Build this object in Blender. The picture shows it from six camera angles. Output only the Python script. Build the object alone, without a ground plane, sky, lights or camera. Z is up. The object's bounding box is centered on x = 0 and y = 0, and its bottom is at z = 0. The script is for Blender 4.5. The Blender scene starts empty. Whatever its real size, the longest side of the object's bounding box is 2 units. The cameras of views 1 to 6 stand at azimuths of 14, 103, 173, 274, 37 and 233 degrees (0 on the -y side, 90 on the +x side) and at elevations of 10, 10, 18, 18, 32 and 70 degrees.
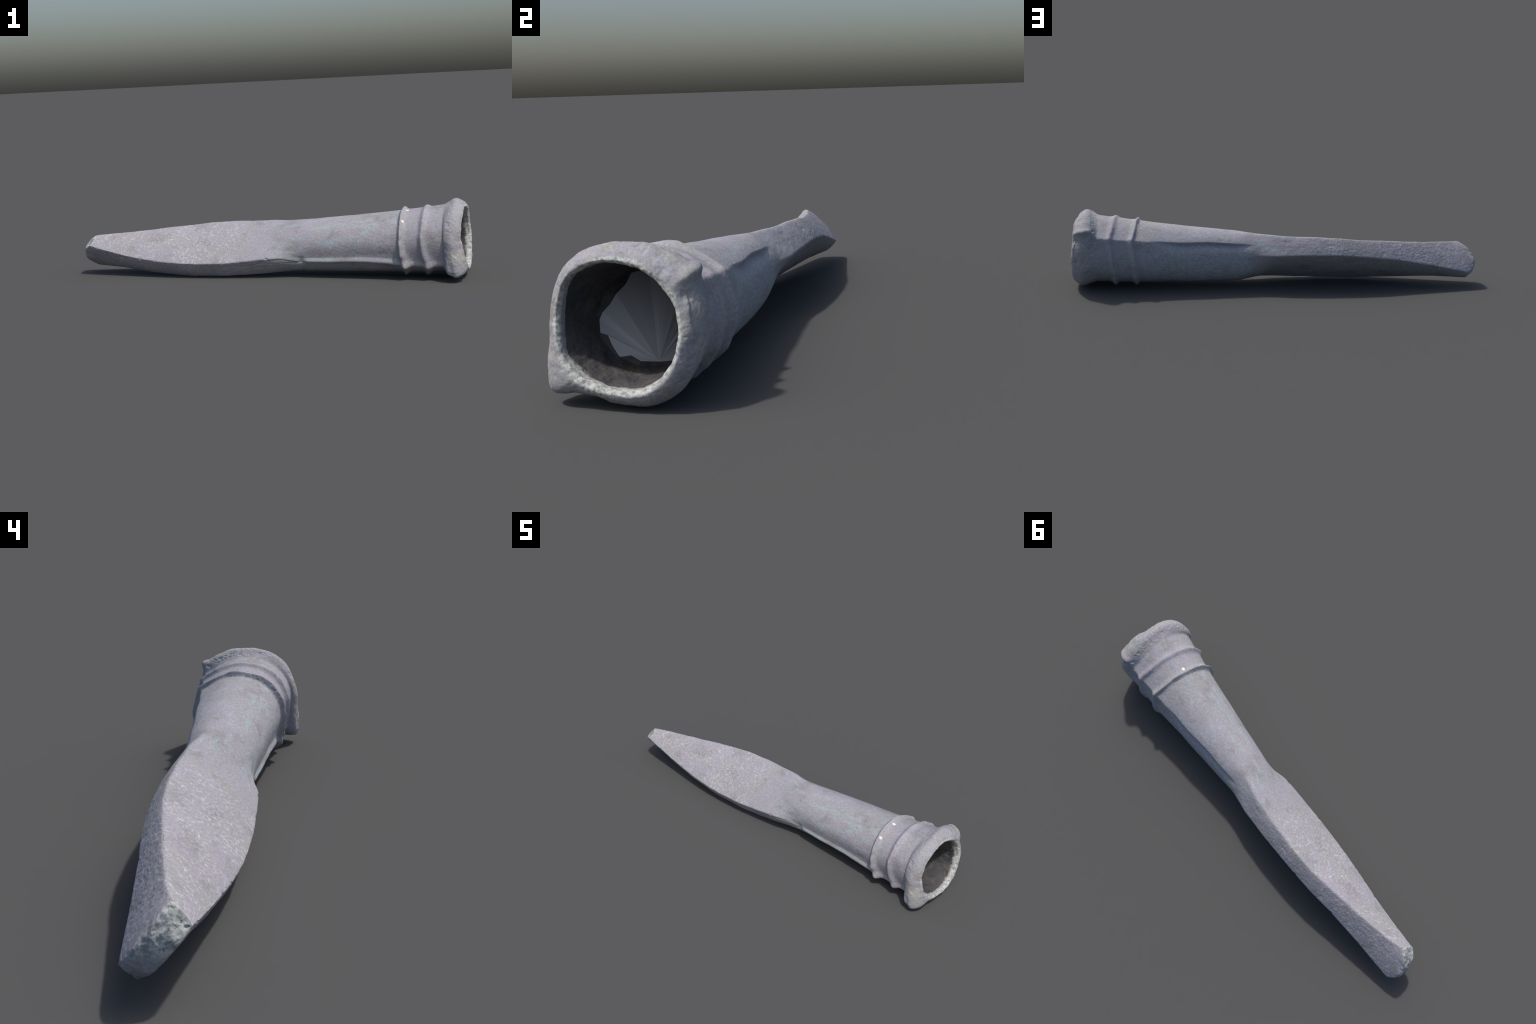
"""Bronze socketed axe head lying on its side: hollow socket with two raised
collars and a rolled lip, drawn out into a tapering blade with a broken edge.
Long axis = x (mouth at +x, cutting edge at -x).  Cross-sections lie in (y, z)."""
import bpy, math
import numpy as np

RNG = np.random.default_rng(7)
N = 480                       # points round every cross-section

# ------------------------------------------------------------------ helpers
def smooth(a, b, x):
    t = np.clip((x - a) / (b - a), 0, 1)
    return t * t * (3 - 2 * t)

def spline(xk, yk, x):
    """cubic Hermite (finite-difference tangents) through knots"""
    xk, yk, x = np.asarray(xk, float), np.asarray(yk, float), np.asarray(x, float)
    m = np.gradient(yk, xk)
    i = np.clip(np.searchsorted(xk, x) - 1, 0, len(xk) - 2)
    h = xk[i + 1] - xk[i]
    t = (x - xk[i]) / h
    inside = (np.clip(t, 0, 1))
    t2, t3 = inside ** 2, inside ** 3
    v = (2*t3-3*t2+1)*yk[i] + (t3-2*t2+inside)*h*m[i] + (-2*t3+3*t2)*yk[i+1] + (t3-t2)*h*m[i+1]
    lo, hi = t < 0, t > 1
    v = np.where(lo, yk[0] + m[0]*(x-xk[0]), v)
    return np.where(hi, yk[-1] + m[-1]*(x-xk[-1]), v)

def around(knots, deg):
    """periodic profile given at (angle in degrees, value) knots"""
    k = sorted((a % 360, v) for a, v in knots)
    a = np.array([p[0] for p in k]); v = np.array([p[1] for p in k])
    a = np.concatenate([a[-3:]-360, a, a[:3]+360]); v = np.concatenate([v[-3:], v, v[:3]])
    return spline(a, v, np.mod(deg, 360))

def cusp(deg, centre, width):
    """sharp ridge round an angle"""
    d = np.abs((deg - centre + 180) % 360 - 180)
    return np.exp((2.2 - np.sqrt(d*d + 4.8)) / width)

def bump(x, c, left, right):
    d = x - c
    return np.exp(-(d / np.where(d < 0, left, right))**2)

_P = np.random.default_rng(11).permutation(256)
_P = np.concatenate([_P, _P, _P])
_G = np.random.default_rng(12).normal(size=(256, 3)); _G /= np.linalg.norm(_G, axis=1)[:, None]
def perlin(p):
    i = np.floor(p).astype(int); f = p - i; i &= 255
    w = f*f*f*(f*(f*6-15)+10)
    out = 0
    for dx in (0, 1):
        for dy in (0, 1):
            for dz in (0, 1):
                g = _G[_P[_P[_P[i[..., 0]+dx] + i[..., 1]+dy] + i[..., 2]+dz] & 255]
                d = (g * (f - [dx, dy, dz])).sum(-1)
                wt = (w[..., 0] if dx else 1-w[..., 0]) * (w[..., 1] if dy else 1-w[..., 1]) * (w[..., 2] if dz else 1-w[..., 2])
                out = out + wt*d
    return out * 1.5
def fbm(p, freq, octaves=3, off=0.0):
    p = np.asarray(p) + off
    v, a = 0, 1.0
    for _ in range(octaves):
        v = v + a*perlin(p*freq); freq *= 2.03; a *= .5
    return v

# --------------------------------------------------- correspondence round u
J = np.arange(N)
U = J / N
U_A, U_B, U_D, U_C = 0.0, .36, .50, .86             # four blade arrises
TH = np.interp(U, [0, .36, .50, .86, 1.0], [70, 200, 248, 373, 430])
_k = np.exp(-.5*(np.arange(-30, 31)/9.0)**2); _k /= _k.sum()
_lin = 70 + 360*U
_d = TH - _lin
TH = _lin + np.convolve(np.concatenate([_d[-30:], _d, _d[:30]]), _k, 'valid')
RAD = np.radians(TH)

# ------------------------------------------------------------------- socket
H0 = (.1409, .0701, .0021); CY = (.0297, -.0489, -.0174); CZ = (.1593, .0442, .0413)
C2 = (-.0006, .0178, -.0017); S2 = (.0006, -.0159, .0002)
def poly(c, x):
    q = x - .5
    return c[0] + c[1]*q + c[2]*q*q
SEAM_HI = 36.5                                       # upper casting seam (deg)
def seam_lo(x):                                      # lower seam wanders as the socket flares
    return spline([.1, .25, .4, .5, .6, .7, .8, .9], [205, 205, 206, 207.5, 211.5, 217.5, 220, 220], x)

def socket_section(x, offset=0.0):
    """support-function cross-section of the socket wall, x: (rows,1)"""
    h = poly(H0, x) + poly(C2, x)*np.cos(2*RAD) + poly(S2, x)*np.sin(2*RAD) + offset
    hd = -2*poly(C2, x)*np.sin(2*RAD) + 2*poly(S2, x)*np.cos(2*RAD)
    y = poly(CY, x) + h*np.cos(RAD) - hd*np.sin(RAD)
    z = poly(CZ, x) + h*np.sin(RAD) + hd*np.cos(RAD)
    return y, z

def socket_relief(x):
    """collars and seam fins, added along the section normal"""
    xr1 = around([(37, .706), (52, .697), (70, .690), (95, .681), (140, .673), (180, .671), (205, .680), (218, .691), (270, .687), (310, .688), (350, .694), (15, .700)], TH)
    xr2 = around([(37, .812), (52, .803), (70, .797), (95, .789), (140, .779), (180, .773), (205, .783), (218, .797), (270, .790), (310, .791), (350, .798), (15, .804)], TH)
    rough = 1 + .35*np.interp(TH % 360, np.arange(0, 361, 9), np.random.default_rng(5).uniform(-1, 1, 41))*.6
    lo = seam_lo(x)
    h1 = around([(70, .013), (110, .015), (150, .019), (190, .019), (235, .013), (270, .014), (310, .014), (350, .013), (37, .012)], TH)
    h2 = around([(70, .011), (110, .011), (150, .014), (190, .014), (235, .013), (270, .016), (310, .016), (350, .013), (37, .011)], TH)
    nb = np.exp(-((TH-218)/22)**2)                # collars broaden towards the lower seam
    r = h1*rough*bump(x, xr1, .0085+.006*nb, .0145+.012*nb) + h2*rough[::-1]*bump(x, xr2, .0125+.003*nb, .015+.010*nb)
    corner = bump(x, xr1, .016, .02) + .7*bump(x, xr2, .018, .02)
    # lower (-y) seam: fin, with the wall dished just above it
    a_lo = spline([0, .2, .35, .5, .6, .75, .9], [.002, .006, .008, .010, .014, .016, .021], x)
    r = r + a_lo*cusp(TH, lo, spline([.2, .5, .7], [6, 6, 11], np.clip(x, .2, .7))) + .006*corner*cusp(TH, lo, 11)
    dish = spline([0, .2, .4, .6, .75, .87], [.0, .005, .006, .008, .007, .006], x)
    r = r - dish*np.exp(-((TH-lo+8)/np.where(TH < lo-8, 22, 4.5))**2)*(1-.4*corner.clip(0, 1))
    # neck behind the lip is drawn in on the lower (+y) quarter
    r = r - spline([.5, .62, .74, .82, .87], [0, .002, .004, .010, .011], x)*np.exp(-((np.mod(TH-325+180, 360)-180)/48)**2)
    r = r - .0035*smooth(.1, .2, x)*smooth(.66, .5, x)*np.exp(-((np.mod(TH-352+180, 360)-180)/26)**2)
    # upper (+y) seam: sharp edge near the collars, undercut step further down
    a_hi = spline([0, .15, .4, .55, .62, .75, .9], [0, 0, .002, .005, .008, .011, .016], x)
    r = r + a_hi*cusp(TH, SEAM_HI, 8) + .005*corner*cusp(TH, SEAM_HI, 9)
    g = smooth(.09, .24, x) * (1 - smooth(.44, .64, x))
    d = (TH - SEAM_HI - 1.2*np.sin(x*23) + 180) % 360 - 180
    r = r + g*(.004*smooth(-1, 2, d)*np.exp(-(np.maximum(d, 0)/22)**2)
               - .0105*np.exp(-((d + 3.0)/np.where(d < -3, 11.0, 2.2))**2))
    return r

# -------------------------------------------------------------------- blade
XS = [-.95, -.9, -.8, -.7, -.6, -.5, -.4, -.3, -.2, -.1, 0.0, .1, .25]
ARRIS = {   # y, z of the four long arrises at XS
 'A': ([.0435, .0534, .0731, .0915, .1056, .1198, .1315, .1337, .1286, .1209, .1115, .0920, .068],
       [.2065, .2087, .2134, .2197, .2290, .2364, .2443, .2544, .2605, .2625, .2648, .2700, .281]),
 'B': ([-.0008, -.0067, -.0188, -.0317, -.0473, -.0603, -.0731, -.0804, -.0850, -.0859, -.0856, -.0770, -.062],
       [.1620, .1498, .1259, .1061, .0916, .0822, .0772, .0776, .0807, .0896, .1006, .1071, .110]),
 'C': ([.1540, .1556, .1590, .1636, .1708, .1786, .1850, .1871, .1864, .1828, .1772, .1690, .158],
       [.0800, .0921, .1153, .1352, .1536, .1678, .1794, .1875, .1879, .1880, .1842, .1790, .175]),
 'D': ([.1160, .1018, .0719, .0456, .0193, .0022, -.0123, -.0189, -.0258, -.0233, -.0183, -.0054, .01],
       [.0415, .0403, .0370, .0293, .0186, .0110, .0057, .0054, .0069, .0114, .0188, .0218, .018]),
}
BOW_TOP = ([-.95, -.8, -.6, -.4, -.2, -.05, .05, .15, .25], [.002, .008, .013, .014, .015, .018, .026, .038, .048])
BOW_UNDER = ([-.95, -.6, -.3, -.1, .0, .08, .16, .25], [.003, .006, .007, .008, .012, .022, .035, .045])
BOW_LOW = ([-.95, -.85, -.4, -.1, .0, .1, .2], [.0005, .005, .004, .004, .006, .013, .019])
BOW_SIDE = ([-.95, .0, .25], [.0025, .0025, .003])
def blade_section(x):
    x1 = x[:, 0]
    P = {k: np.stack([spline(XS, v[0], x1), spline(XS, v[1], x1)], -1) for k, v in ARRIS.items()}
    cen = sum(P.values()) / 4
    grow = .0016                                     # lost again when the arrises are rounded
    Q = {}
    for k, (s, t) in {'A': ('B', 'C'), 'B': ('A', 'D'), 'C': ('A', 'D'), 'D': ('B', 'C')}.items():
        d1 = P[k]-P[s]; d2 = P[k]-P[t]
        Q[k] = P[k] + (grow + (.0022 if k == 'A' else 0))*(d1/np.linalg.norm(d1, axis=1)[:, None] + d2/np.linalg.norm(d2, axis=1)[:, None])
    out = np.zeros((len(x1), N, 2))
    for a, b, u0, u1, bow in (('A', 'B', 0, .36, BOW_TOP), ('B', 'D', .36, .5, BOW_LOW), ('D', 'C', .5, .86, BOW_UNDER), ('C', 'A', .86, 1.0, BOW_SIDE)):
        m = (U >= u0) & (U < u1)
        t = (U[m]-u0)/(u1-u0)
        seg = Q[a][:, None]*(1-t)[None, :, None] + Q[b][:, None]*t[None, :, None]
        e = Q[b]-Q[a]; n = np.stack([e[:, 1], -e[:, 0]], -1); n /= np.linalg.norm(n, axis=1)[:, None]
        out[:, m] = seg + n[:, None]*(spline(*bow, x1)[:, None]*(4*t*(1-t))[None])[..., None]
    # round the arrises
    k = np.exp(-.5*(np.arange(-9, 10)/2.1)**2); k /= k.sum()
    ext = np.concatenate([out[:, -9:], out, out[:, :9]], 1)
    crisp = sum(k[i]*ext[:, i:i+N] for i in range(19))
    k = np.exp(-.5*(np.arange(-24, 25)/6.5)**2); k /= k.sum()
    ext = np.concatenate([out[:, -24:], out, out[:, :24]], 1)
    soft = sum(k[i]*ext[:, i:i+N] for i in range(49))
    # the upper (+y) arris is worn round
    wear = np.exp(-((np.mod(U+.5, 1)-.5)/.06)**2)[None, :, None]*(.62+.2*smooth(-.5, 0, x))[..., None]
    return crisp*(1-wear) + soft*wear

# ------------------------------------------------------------- outer body rows
xs = np.concatenate([np.linspace(-.95, .60, 640), np.linspace(.60, .868, 171)[1:]])[:, None]
sy, sz = socket_section(xs)
rel = socket_relief(xs)
sy = sy + rel*np.cos(RAD); sz = sz + rel*np.sin(RAD)
bl = blade_section(xs)
lead = .02*cusp(TH, 208, 40)                     # blade runs on a little further at the lower seam
w = 1 - smooth(.00, .235, xs - lead)
Y = sy*(1-w) + bl[..., 0]*w
Z = sz*(1-w) + bl[..., 1]*w
X = np.repeat(xs, N, 1)

# convex broken cutting edge: bend the last rows to an arc across the width
def edge_q(y, z):
    a = np.array([.022, .184]); c = np.array([.136, .060])
    e = c-a
    return ((y-a[0])*e[0] + (z-a[1])*e[1])/(e@e)*2-1
def edge_x(q):
    return spline([-1.25, -1, -.7, -.3, .1, .5, .85, 1.1], [-.912, -.930, -.962, -.985, -.995, -.991, -.975, -.956], q)
ramp = smooth(-.84, -.95, xs)
def edge_end(y, z):
    q = edge_q(y, z)
    p = np.clip(((y-.079)*-.68 + (z-.122)*-.735)/.03, -1, 1)
    return edge_x(q) + .010*smooth(.3, 1.0, q)*(p*.5+.5) - .018*smooth(-.1, -.85, q)*(p*.5+.5) + .006
X = X + ramp*(edge_end(Y, Z) + .95)

# ------------------------------------------------------------------ lip + mouth
LIP = [(37.5, .208), (43, .202), (55, .194), (72, .188), (89, .183), (105, .184), (122, .187), (142, .189), (164, .187), (180, .188), (192, .193),
       (203, .209), (211, .225), (217, .238), (222, .241), (227, .224), (231, .206), (237, .192), (247, .179), (260, .179), (279, .184), (298, .190),
       (312, .190), (330, .186), (350, .183), (5, .185), (20, .192), (31, .201)]
HOLE = [(127, .157), (108, .147), (85, .139), (64, .140), (50, .139), (34, .140), (21, .140), (4, .138), (352, .137), (333, .138),
        (314, .142), (300, .142), (284, .143), (269, .139), (251, .141), (233, .147), (220, .152), (203, .155), (192, .151), (179, .150), (166, .152), (141, .159)]
RIMX = [(90, .970), (64, .984), (40, .984), (110, .969), (127, .963), (141, .960), (166, .954), (180, .957), (200, .970), (212, .979), (235, .986),
        (266, .991), (300, .996), (330, .997), (0, .995), (20, .989)]
CRESTX = [(90, .930), (180, .908), (218, .926), (270, .947), (320, .946), (0, .940), (38, .922)]
MC = (.0, .187)
lip = around(LIP, TH); hole = around(HOLE, TH)
lump = fbm(np.stack([np.cos(RAD)*3, np.sin(RAD)*3, 0*RAD], -1), 2.2, 3)
rimx = around(RIMX, TH) + .0015*lump
hole = hole + .0015*fbm(np.stack([np.cos(RAD)*3, np.sin(RAD)*3, 5+0*RAD], -1), 2.5, 3)
crx = around(CRESTX, TH)
co, si = np.cos(RAD), np.sin(RAD)
def polar(x, r):
    return np.stack([x + 0*r, MC[0]+r*co, MC[1]+r*si], -1)
last, prev = np.stack([X[-1], Y[-1], Z[-1]], -1), np.stack([X[-8], Y[-8], Z[-8]], -1)
rbody = np.hypot(Y[-1]-MC[0], Z[-1]-MC[1])
inner_off = -.028 - .014*np.maximum(0, np.cos(RAD))
blunt = np.exp(-((TH-216)/16)**2)
def lining(x):
    y, z = socket_section(np.array([[x]]), inner_off)
    return np.stack([np.full(N, x), y[0], z[0]], -1)
ctrl = [prev, last,
        polar(crx-.030, rbody + (.48+.32*blunt)*(lip-rbody) + .001),
        polar(crx-.013, rbody + .90*(lip-rbody)),
        polar(crx, lip),
        polar(crx+.55*(rimx-crx-.006), hole + (.80+.10*blunt+.08*np.exp(-((TH-410)/25)**2)+.08*np.exp(-((TH-150)/35)**2))*(lip-hole)),
        polar(rimx-.004, hole + .40*(lip-hole)),
        polar(rimx, hole + .16*(lip-hole)),
        polar(rimx-.005, hole),
        polar(rimx-.022, hole-.004),
        .5*polar(rimx-.055, hole-.005) + .5*lining(.93),
        lining(.86), lining(.82)]
steps = [0, 12, 14, 12, 14, 12, 10, 8, 8, 10, 16, 8]
rows = []
for k in range(1, len(ctrl)-2):
    p0, p1, p2, p3 = ctrl[k-1:k+3]
    # centripetal-style tangents scaled to the local span
    l0 = np.linalg.norm(p1-p0, axis=1)[:, None]; l1 = np.linalg.norm(p2-p1, axis=1)[:, None]; l2 = np.linalg.norm(p3-p2, axis=1)[:, None]
    m1 = ((p1-p0)/l0*l1 + (p2-p1)/l1*l0)/(l0+l1)*l1
    m2 = ((p2-p1)/l1*l2 + (p3-p2)/l2*l1)/(l1+l2)*l1
    n = steps[k]
    for i in range(1, n+1):
        t = i/n
        rows.append((2*t**3-3*t**2+1)*p1 + (t**3-2*t**2+t)*m1 + (-2*t**3+3*t**2)*p2 + (t**3-t**2)*m2)
lip_rows = np.array(rows)

# hollow: narrows inwards and stops at a ragged, tilted floor
K = 34
ka = np.sort((np.arange(K) + RNG.uniform(-.33, .33, K))*360/K)
kx = .655 - .13*np.cos(np.radians(ka)) - .095*np.sin(np.radians(ka)) + RNG.uniform(-.008, .008, K)
j_of = np.array([np.argmin(np.abs((TH - a + 180) % 360 - 180)) for a in ka])
order = np.argsort(j_of); j_of, kx = j_of[order], kx[order]
KP = np.array([lining(x)[j] for j, x in zip(j_of, kx)])
KP[:, 1:] += (KP[:, 1:].mean(0) - KP[:, 1:])*RNG.uniform(-.03, .13, K)[:, None]
end = np.zeros((N, 3))
for a in range(K):
    b = (a+1) % K
    ja, jb = j_of[a], j_of[b] + (N if b == 0 else 0)
    for j in range(ja, jb+1):
        t = (j-ja)/max(jb-ja, 1)
        end[j % N] = KP[a]*(1-t) + KP[b]*t
start = lip_rows[-1]
nl = 70
hollow = []
for i in range(1, nl+1):
    t = i/nl
    xx = start[:, 0]*(1-t) + end[:, 0]*t
    q = xx - .5
    h = H0[0]+H0[1]*q+H0[2]*q*q + (C2[0]+C2[1]*q)*np.cos(2*RAD) + (S2[0]+S2[1]*q)*np.sin(2*RAD) + inner_off
    hd = -2*(C2[0]+C2[1]*q)*np.sin(2*RAD) + 2*(S2[0]+S2[1]*q)*np.cos(2*RAD)
    y = poly(CY, xx) + h*co - hd*si; z = poly(CZ, xx) + h*si + hd*co
    p = np.stack([xx, y, z], -1)
    s = smooth(.86, 1, t)
    p[:, 1:] = p[:, 1:]*(1-s) + (end[:, 1:]*s + p[:, 1:]*0 if s > 0 else 0)
    hollow.append(p)
hollow = np.array(hollow)

# broken edge: cap rows shrinking on to the middle line of the end
tip = np.stack([X[0], Y[0], Z[0]], -1)
qe = np.clip(edge_q(Y[0], Z[0]), -.82, .82)
mid = np.stack([0*qe, .079 + .057*qe, .122 - .062*qe], -1)
cap = []
nc = 26
for i in range(nc, 0, -1):
    t = i/nc
    p = tip*(1-t) + mid*t
    p[:, 0] = edge_end(p[:, 1], p[:, 2]) - .0090*(1-(1-t)**4)
    cap.append(p)
cap = np.array(cap)

body = np.stack([X, Y, Z], -1)
G = np.concatenate([cap, body, lip_rows, hollow], 0)        # one continuous skin
n_cap, n_body, n_lip = len(cap), len(body), len(lip_rows)
R = len(G)

# ------------------------------------------------------------- grid normals
def grid_normals(G):
    du = np.roll(G, -1, 1) - np.roll(G, 1, 1)
    dv = np.gradient(G, axis=0)
    n = np.cross(du, dv)
    return n/np.maximum(np.linalg.norm(n, axis=-1, keepdims=True), 1e-12)
NRM = grid_normals(G)
out = (NRM[n_cap+200, :, 1:]*(G[n_cap+200, :, 1:]-G[n_cap+200, :, 1:].mean(0))).sum(-1).mean()
SIGN = 1 if out > 0 else -1
NRM *= SIGN

# --------------------------------------------------------------- fine relief
gx = G[..., 0]
rowid = np.arange(R)[:, None]
in_body = ((rowid >= n_cap) & (rowid < n_cap+n_body))
bladeness = (1 - smooth(.0, .2, gx))*np.where(rowid < n_cap+n_body, 1, 0)
narrow = np.zeros(N)
for c, hw in ((.43, .07), (.93, .07)):
    narrow = np.maximum(narrow, smooth(hw+.012, hw-.012, np.abs(U-c)))
narrow = narrow[None]*bladeness
lipness = smooth(.865, .90, gx)*np.where((rowid >= n_cap) & (rowid < n_cap+n_body+n_lip), 1, 0)
capness = np.where(rowid < n_cap, 1.0, 0)
capness = np.maximum(capness, np.where(rowid < n_cap+5, .5, 0))
hollowness = np.where(rowid >= n_cap+n_body+n_lip-24, 1.0, 0)
disp = .0016*fbm(G, 9, 2) + .00035*fbm(G, 70, 2, 3.1)
disp = disp + narrow*(.0009*(.25+.75*smooth(.05, -.45, gx))*(.75+.5*fbm(G, 7, 2, 5.5)).clip(.3, 1.2)*fbm(G*[.8, 1, 1], 105, 3, 7.7) + .0010*fbm(G, 18, 2, 1.7))
disp = disp + lipness*(.0024*fbm(G, 15, 3, 2.2) + .0006*fbm(G, 90, 2, 9.2) - .004*np.maximum(fbm(G, 33, 2, 25.0)-.3, 0))
disp = disp + capness*(.0036*fbm(G, 34, 3, 4.4) + .0012*fbm(G, 100, 2, 6.1))
disp = disp + hollowness*(.0022*fbm(G*[.6, 1, 1], 38, 3, 8.3) + .0008*fbm(G, 110, 2, 18.3))
# pitting behind the lip and foot of first collar
pit = np.maximum(fbm(G, 80, 3, 13.0) - .12, 0)
zone = bump(gx, .893, .022, .018)*smooth(.03, .12, G[..., 2]-.12)*lipness.clip(.3, 1)
zone = zone*np.clip(.15 + 1.6*fbm(G, 13, 2, 31.0), 0, 1.3)
disp = disp - .008*pit*zone - .003*pit*bump(gx, .668, .008, .008)*in_body*smooth(.2, .26, G[..., 2])
# worn, nicked arrises on the blade
nick = np.maximum(fbm(G, 45, 2, 17.0) - .30, 0)
for ua in (U_A, U_B, U_C):
    dd = np.abs((U-ua+.5) % 1-.5)
    disp = disp - .006*nick*np.exp(-(dd/.008)**2)[None]*bladeness
# crisp seam across the lip, with a sunken facet and a lifted flake below it
sd = (TH - SEAM_HI + 180) % 360 - 180
lrow = (rowid - n_cap - n_body)/n_lip                # 0 at the neck .. 1 inside the hollow
across = smooth(.10, .25, lrow)*smooth(.66, .46, lrow)
disp = disp + across*(.007*cusp(TH, SEAM_HI, 4) - .007*np.exp(-((sd+9)/8.0)**2)*smooth(1, -3, sd))[None]
flake = smooth(-46, -42, sd)*smooth(-8, -14, sd)
disp = disp + across*.0035*flake[None]*smooth(.976, .979, gx + .004*np.sin(TH/5.0)[None])
# two hammered dents / casting wrinkles on the narrow sides, wrinkle by the junction
disp = disp - narrow*.0018*np.maximum(fbm(G*[.35, 1, 1.0], 30, 2, 21.0)-.25, 0)*smooth(-.5, -.1, gx)
def dent(p, r, d):
    return -d*np.exp(-((G-np.array(p))**2).sum(-1)/r**2)
disp = disp + dent((.862, .178, .232), .014, .0035) + dent((-.655, -.036, .098), .006, .004) + dent((.10, .01, .23), .004, .002) + dent((.183, -.064, .088), .017, .010)
# old cracks along the lower narrow side, running into the junction
for uc, x0, x1, d in ((.380, -.06, .15, .0026), (.400, -.20, .04, .0018), (.390, .05, .2, .0022)):
    path = uc + .006*np.sin(gx*31+uc*90) - .05*(gx-.05).clip(0, 1)
    disp = disp - d*in_body*smooth(x0, x0+.06, gx)*smooth(x1+.03, x1-.03, gx)*np.exp(-((U[None]-path)/.0055)**2)
disp = disp*np.clip((R-1-rowid)/5.0, 0, 1)              # floor corners stay put
G = G + NRM*disp[..., None]

# ------------------------------------------------------- fit the unit frame
lo, hi = G.reshape(-1, 3).min(0), G.reshape(-1, 3).max(0)
EXT = (lo.copy(), hi.copy())
print('raw extents', lo.round(4), hi.round(4))
G[..., 0] = -1 + (G[..., 0]-lo[0])*2/(hi[0]-lo[0])

G[..., 2] -= .0015
G[..., 2] = np.maximum(G[..., 2], 0)

# --------------------------------------------------------------- mesh pieces
V = G.reshape(-1, 3)
NRM = grid_normals(G)*SIGN
# seamless normals over the closed tip: take the mean on the innermost ring
NV = NRM.reshape(-1, 3)

tool = bpy.data.objects.new("socketed_axe", None)
bpy.context.scene.collection.objects.link(tool)
tool["label"] = "corroded grey-lilac bronze socketed axe head with two collars, lying on its side"
tool["category"] = "axe head"

def grid_faces(r0, r1):
    r = np.arange(r0, r1)[:, None]; j = J[None]
    a = r*N + j; b = r*N + (j+1) % N; c = (r+1)*N + (j+1) % N; d = (r+1)*N + j
    f = np.stack([a, b, c, d], -1).reshape(-1, 4)
    return f if SIGN > 0 else f[:, ::-1]

def make(name, faces, material, normals=True, parent=tool):
    faces = np.asarray(faces)
    ids, inv = np.unique(faces, return_inverse=True)
    inv = inv.reshape(faces.shape)
    me = bpy.data.meshes.new(name)
    me.from_pydata(V[ids].tolist(), [], inv.tolist())
    me.polygons.foreach_set("use_smooth", [normals]*len(me.polygons))
    if normals:
        me.normals_split_custom_set_from_vertices(NV[ids].tolist())
    me.materials.append(material)
    me.update()
    o = bpy.data.objects.new(name, me)
    bpy.context.scene.collection.objects.link(o)
    o.parent = parent
    return o

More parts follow.
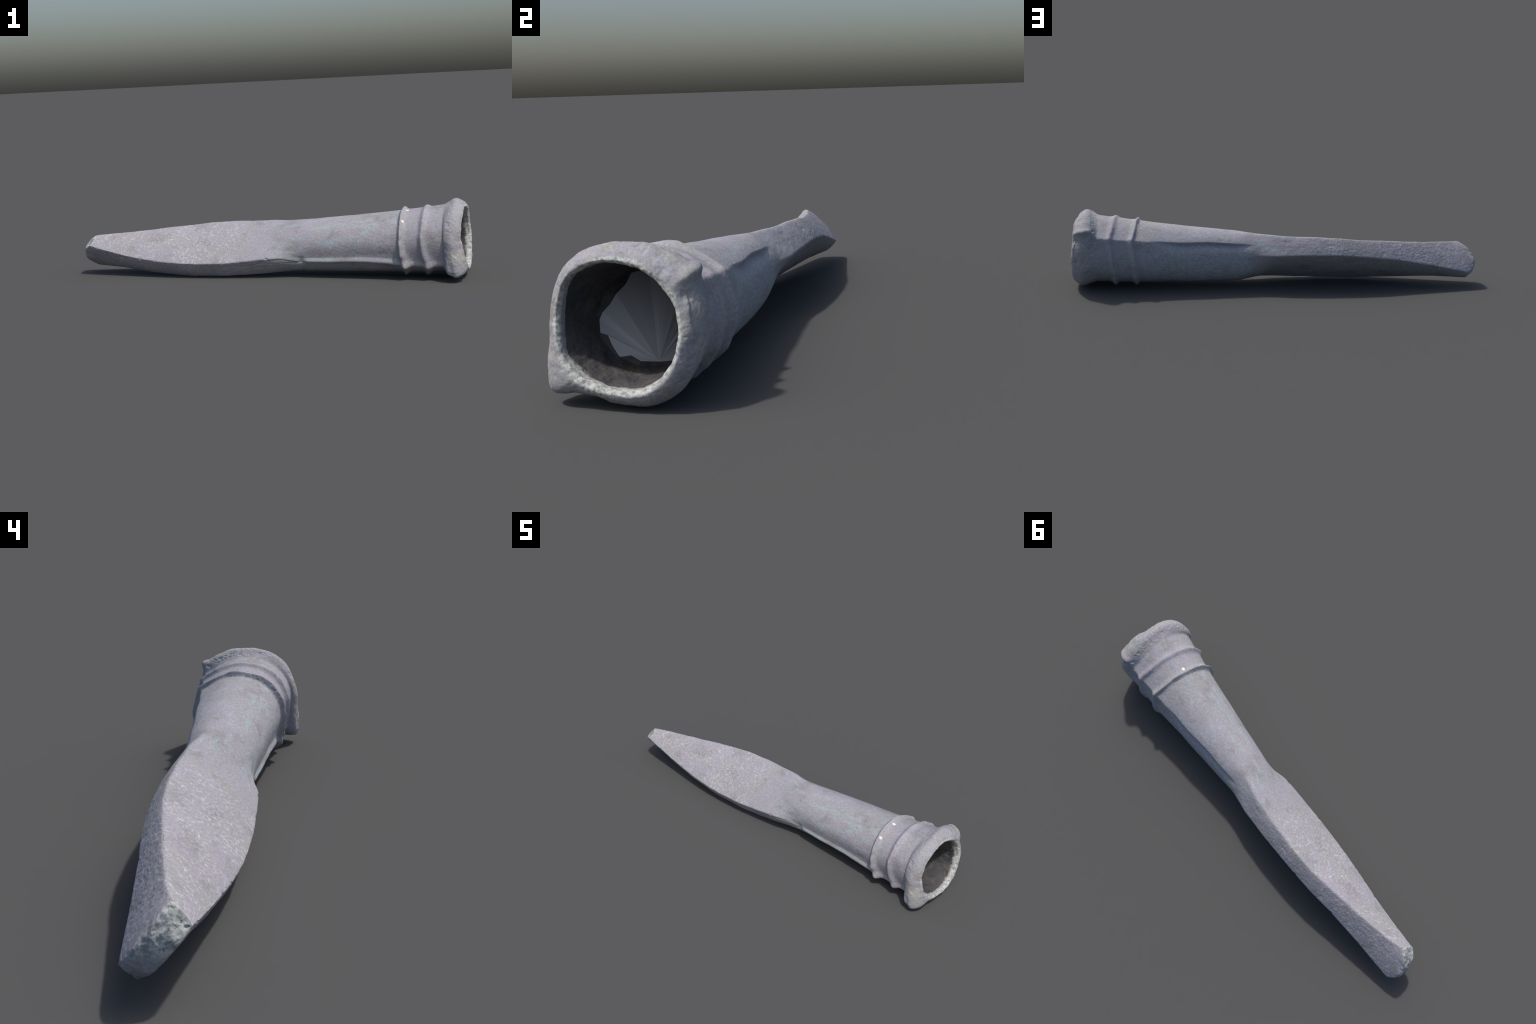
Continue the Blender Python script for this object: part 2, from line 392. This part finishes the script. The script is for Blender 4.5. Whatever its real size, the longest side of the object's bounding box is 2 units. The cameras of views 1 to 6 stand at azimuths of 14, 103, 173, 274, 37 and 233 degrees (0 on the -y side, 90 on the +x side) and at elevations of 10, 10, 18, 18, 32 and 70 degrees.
# ----------------------------------------------------------------- materials
class Nodes:
    def __init__(self, name):
        self.m = bpy.data.materials.new(name); self.m.use_nodes = True
        self.t = self.m.node_tree; self.t.nodes.clear()
        self.out = self.t.nodes.new('ShaderNodeOutputMaterial')
        self.bsdf = self.t.nodes.new('ShaderNodeBsdfPrincipled')
        self.t.links.new(self.bsdf.outputs[0], self.out.inputs[0])
        self.co = self.t.nodes.new('ShaderNodeTexCoord').outputs['Object']
    def put(self, sock, v):
        if hasattr(v, 'is_linked'): self.t.links.new(v, sock)
        else: sock.default_value = v
    def math(self, op, a, b=0.0, c=None, clamp=False):
        n = self.t.nodes.new('ShaderNodeMath'); n.operation = op; n.use_clamp = clamp
        self.put(n.inputs[0], a); self.put(n.inputs[1], b)
        if c is not None: self.put(n.inputs[2], c)
        return n.outputs[0]
    def scaled(self, scale, loc=(0, 0, 0), rot=(0, 0, 0)):
        n = self.t.nodes.new('ShaderNodeMapping'); self.put(n.inputs[0], self.co)
        n.inputs['Scale'].default_value = scale; n.inputs['Location'].default_value = loc; n.inputs['Rotation'].default_value = rot
        return n.outputs[0]
    def noise(self, scale, detail=3, rough=.55, vec=None, dist=0.0):
        n = self.t.nodes.new('ShaderNodeTexNoise'); self.put(n.inputs['Vector'], vec or self.co)
        n.inputs['Scale'].default_value = scale; n.inputs['Detail'].default_value = detail
        n.inputs['Roughness'].default_value = rough; n.inputs['Distortion'].default_value = dist
        return n.outputs[0]
    def voronoi(self, scale, vec=None):
        n = self.t.nodes.new('ShaderNodeTexVoronoi'); self.put(n.inputs['Vector'], vec or self.co)
        n.inputs['Scale'].default_value = scale
        return n.outputs['Distance']
    def ramp(self, f, a, b, lo=0.0, hi=1.0):
        n = self.t.nodes.new('ShaderNodeMapRange'); n.interpolation_type = 'SMOOTHSTEP'
        self.put(n.inputs[0], f)
        for i, v in zip((1, 2, 3, 4), (a, b, lo, hi)): n.inputs[i].default_value = v
        return n.outputs[0]
    def mix(self, f, a, b, mode='MIX'):
        n = self.t.nodes.new('ShaderNodeMix'); n.data_type = 'RGBA'; n.blend_type = mode
        self.put(n.inputs[0], f)
        for s, v in ((n.inputs[6], a), (n.inputs[7], b)):
            self.put(s, v if hasattr(v, 'is_linked') else (*v, 1))
        return n.outputs[2]
    def xyz(self):
        n = self.t.nodes.new('ShaderNodeSeparateXYZ'); self.put(n.inputs[0], self.co)
        return n.outputs
    def near(self, p, r0, r1, freq=0, amp=0):
        n = self.t.nodes.new('ShaderNodeVectorMath'); n.operation = 'DISTANCE'
        self.put(n.inputs[0], self.co); n.inputs[1].default_value = p
        d = n.outputs['Value']
        if freq:
            d = self.math('MULTIPLY_ADD', self.math('SUBTRACT', self.noise(freq, 2, .5), .5), amp, d)
        return self.ramp(d, r1, r0)
    def bump(self, h, strength, dist):
        n = self.t.nodes.new('ShaderNodeBump'); self.put(n.inputs['Height'], h)
        n.inputs['Strength'].default_value = strength; n.inputs['Distance'].default_value = dist
        self.t.links.new(n.outputs[0], self.bsdf.inputs['Normal'])
    def finish(self, col, rough=.85, spec=.15):
        self.put(self.bsdf.inputs['Base Color'], col); self.put(self.bsdf.inputs['Roughness'], rough)
        self.bsdf.inputs['Specular IOR Level'].default_value = spec
        return self.m

LILAC = (.330, .317, .364); GREYISH = (.312, .310, .328); PALE = (.53, .53, .54); TEAL = (.33, .42, .44)
DUN = (.215, .200, .205); OLIVE = (.36, .36, .32); CREAM = (.47, .49, .45)

def patina(name, where):
    s = Nodes(name)
    x, y, z = s.xyz()
    along = s.scaled((.35, 1, 1))
    diag = s.scaled((1, .3, 1), rot=(0, 0, .7))
    patch = s.noise(7, 4, .6)
    col = s.mix(s.ramp(patch, .40, .62), LILAC, GREYISH)
    # broad brownish stains
    col = s.mix(s.math('MULTIPLY', s.ramp(s.noise(11, 4, .62, s.scaled((1, 1, 1), (3, 1, 2))), .52, .70), .55), col, DUN)
    # blue-green bloom, mostly on the socket
    teal = s.math('MULTIPLY', s.ramp(s.noise(5, 3, .6, s.scaled((1, 1, 1), (9, 4, 2))), .34, .54), s.ramp(s.noise(32, 5, .75, along), .46, .66))
    under = s.math('MULTIPLY', s.ramp(y, .06, .15), s.math('MULTIPLY', s.ramp(z, .25, .20), s.ramp(s.noise(55, 4, .7), .40, .62)))
    if where != 'blade':
        teal = s.math('MAXIMUM', teal, s.math('MULTIPLY', under, .9))
    if where == 'blade':
        teal = s.math('MULTIPLY', teal, s.ramp(x, -.12, .10, .10, .9))
    else:
        teal = s.math('MULTIPLY', teal, s.ramp(x, .45, .75, 1.0, .45))
    col = s.mix(s.math('MULTIPLY', teal, .75), col, TEAL)
    # chalky speckle
    if where == 'blade':
        sp = s.math('MULTIPLY', s.ramp(s.noise(85, 4, .7), .48, .70), s.ramp(s.noise(9, 3, .6, s.scaled((1, 1, 1), (1, 7, 3))), .36, .58))
        sp = s.math('MULTIPLY', sp, s.ramp(x, -.02, -.25))
        col = s.mix(s.math('MULTIPLY', sp, .85), col, PALE)
        # rubbed upper arris: fine pale line following the edge
        x2 = s.math('MULTIPLY', x, x)
        ya = s.math('ADD', s.math('MULTIPLY_ADD', x2, -.2256, .1004), s.math('MULTIPLY', x, -.2163))
        za = s.math('ADD', s.math('MULTIPLY_ADD', x2, .0237, .2760), s.math('MULTIPLY', x, .0965))
        dy = s.math('SUBTRACT', y, ya); dz = s.math('SUBTRACT', z, za)
        d = s.math('SQRT', s.math('ADD', s.math('MULTIPLY', dy, dy), s.math('MULTIPLY', dz, dz)))
        edge = s.math('MULTIPLY', s.ramp(d, .022, .004), s.ramp(s.noise(24, 4, .7), .40, .58))
        edge = s.math('MULTIPLY', edge, s.ramp(x, -.1, -.3))
        col = s.mix(s.math('MULTIPLY', edge, .6), col, OLIVE)
    if where == 'collar':
        sp = s.ramp(s.noise(20, 4, .7), .52, .68)
        col = s.mix(s.math('MULTIPLY', sp, .35), col, OLIVE)
        # bright metal where the collar was chipped
        for p, r in CHIPS:
            f = s.near(p, r*.8, r*1.0, 75, .009)
            col = s.mix(f, col, s.mix(s.ramp(s.noise(160, 2), .4, .6), (.80, .58, .50), (.90, .84, .76)))
    if where == 'lip':
        sp = s.ramp(s.noise(14, 4, .65, s.scaled((1, 1, 1), (4, 2, 8))), .52, .66)
        col = s.mix(s.math('MULTIPLY', sp, .6), col, OLIVE)
        # corroded greenish-white rim round the hollow
        dy = s.math('SUBTRACT', y, MC[0]+SHIFT[1]); dz = s.math('SUBTRACT', z, MC[1]+SHIFT[2])
        r = s.math('SQRT', s.math('ADD', s.math('MULTIPLY', dy, dy), s.math('MULTIPLY', dz, dz)))
        lean = lambda deg: s.math('DIVIDE', s.math('ADD', s.math('MULTIPLY', dy, math.cos(math.radians(deg))), s.math('MULTIPLY', dz, math.sin(math.radians(deg)))), r)
        wob = s.math('SUBTRACT', s.noise(26, 4, .7), .5)
        rr = s.math('SUBTRACT', s.math('MULTIPLY_ADD', wob, .030, r), s.math('MULTIPLY', lean(175), .009))
        xx = s.math('SUBTRACT', s.math('SUBTRACT', x, .977), s.math('MULTIPLY', lean(305), .018))
        rim = s.math('MULTIPLY', s.ramp(rr, .158, .150), s.ramp(xx, -.022, -.012))
        speck = s.mix(s.ramp(s.noise(95, 4, .7), .36, .62), (.26, .275, .265), (.53, .555, .535))
        speck = s.mix(s.math('MULTIPLY', s.ramp(s.noise(38, 3, .6, s.scaled((1, 1, 1), (2, 9, 1))), .58, .70), .6), speck, (.48, .36, .32))
        col = s.mix(rim, col, speck)
    # isolated bright grains and dark pits
    grain = s.ramp(s.voronoi(46, s.scaled((1, 1, 1), (.3, .2, .7))), .075, .045)
    grain = s.math('MULTIPLY', grain, s.ramp(s.noise(13, 2), .56, .62))
    col = s.mix(s.math('MULTIPLY', grain, .7), col, (.72, .70, .72))
    pits = s.math('MULTIPLY', s.ramp(s.voronoi(31, s.scaled((1, 1, 1), (.9, .4, .1))), .07, .04), s.ramp(s.noise(9, 2, .5, s.scaled((1, 1, 1), (5, 5, 5))), .58, .64))
    col = s.mix(s.math('MULTIPLY', pits, .65), col, (.08, .075, .075))
    # fine tooth
    fine = s.mix(.5, s.noise(120, 4, .75), s.noise(190, 3, .7, diag if where == 'blade' else along))
    col = s.mix(1.0, col, s.mix(s.ramp(fine, .32, .68), (.80, .80, .805), (1.16, 1.16, 1.155)), 'MULTIPLY')
    h = s.math('ADD', s.math('MULTIPLY', fine, .6), s.noise(95, 3, .6))
    s.bump(h, .35, .0022)
    return s.finish(col)

SHIFT = np.zeros(3)
CHIPS = [((.690, -.105, .282), .0095), ((.703, -.0150, .325), .0105)]

M_blade = patina("blade_patina", 'blade')
M_socket = patina("socket_patina", 'socket')
M_collar = patina("collar_patina", 'collar')
M_lip = patina("lip_patina", 'lip')

s = Nodes("edge_corrosion")
c = s.mix(s.ramp(s.noise(26, 4, .65), .42, .58), (.25, .265, .275), (.48, .505, .475))
c = s.mix(s.ramp(s.noise(85, 4, .7), .32, .44), (.11, .12, .13), c)
low = s.mix(s.ramp(s.noise(45, 4, .65), .35, .65), (.28, .30, .31), (.35, .355, .38))
zz = s.math('MULTIPLY_ADD', s.math('SUBTRACT', s.noise(35, 3, .6), .5), .06, s.xyz()[2])
c = s.mix(s.ramp(zz, .125, .105), c, low)
s.bump(s.noise(120, 4, .7), .6, .003)
M_edge = s.finish(c, .85, .2)

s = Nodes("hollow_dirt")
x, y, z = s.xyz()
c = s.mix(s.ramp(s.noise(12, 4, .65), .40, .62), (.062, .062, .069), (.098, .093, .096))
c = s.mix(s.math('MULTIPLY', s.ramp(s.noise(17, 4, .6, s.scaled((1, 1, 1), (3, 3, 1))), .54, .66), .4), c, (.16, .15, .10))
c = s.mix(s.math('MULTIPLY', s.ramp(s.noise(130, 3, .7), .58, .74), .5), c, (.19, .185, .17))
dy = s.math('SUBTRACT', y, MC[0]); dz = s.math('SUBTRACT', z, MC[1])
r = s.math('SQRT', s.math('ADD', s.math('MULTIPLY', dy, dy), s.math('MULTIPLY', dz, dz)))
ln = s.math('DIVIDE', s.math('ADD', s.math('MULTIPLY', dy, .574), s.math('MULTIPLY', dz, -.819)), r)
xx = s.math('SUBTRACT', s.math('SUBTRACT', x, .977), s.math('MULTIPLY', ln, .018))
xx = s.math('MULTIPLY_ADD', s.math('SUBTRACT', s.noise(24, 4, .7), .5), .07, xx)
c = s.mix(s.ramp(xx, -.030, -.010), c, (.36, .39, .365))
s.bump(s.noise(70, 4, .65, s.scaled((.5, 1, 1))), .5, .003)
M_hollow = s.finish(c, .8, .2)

s = Nodes("hollow_fill")
c = s.mix(s.ramp(s.noise(4, 1), .3, .7), (.52, .52, .545), (.56, .56, .585))  # grey lightened to match the floor's ambient-lit brightness, out of the sun
M_fill = s.finish(c, .9, .1)

# ------------------------------------------------------------------- assembly
def row_at(x):
    return n_cap + int(np.argmin(np.abs(xs[:, 0]-x)))
r_joint, r_a0, r_a1, r_b0, r_b1, r_l0 = [row_at(v) for v in (.13, .668, .722, .772, .826, .868)]
r_lip_end = n_cap + n_body + n_lip - 26
make("edge_face", grid_faces(0, n_cap-1), M_edge)
make("blade", grid_faces(n_cap-1, r_joint), M_blade)
make("socket", np.concatenate([grid_faces(r_joint, r_a0), grid_faces(r_a1, r_b0), grid_faces(r_b1, r_l0)]), M_socket)
make("collar", grid_faces(r_a0, r_a1), M_collar)
make("collar", grid_faces(r_b0, r_b1), M_collar)
make("lip", grid_faces(r_l0, r_lip_end), M_lip)
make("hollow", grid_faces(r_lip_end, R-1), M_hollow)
# floor of the hollow: coarse facets fanned from one low corner
b = (R-1)*N
jf = int(j_of[np.argmin(np.abs((TH[j_of] - 262 + 180) % 360 - 180))])
tri = [(b+jf, b+(jf+i) % N, b+(jf+i+1) % N) for i in range(1, N-1)]
if SIGN < 0: tri = [t[::-1] for t in tri]
make("hollow_floor", tri, M_fill, normals=False)
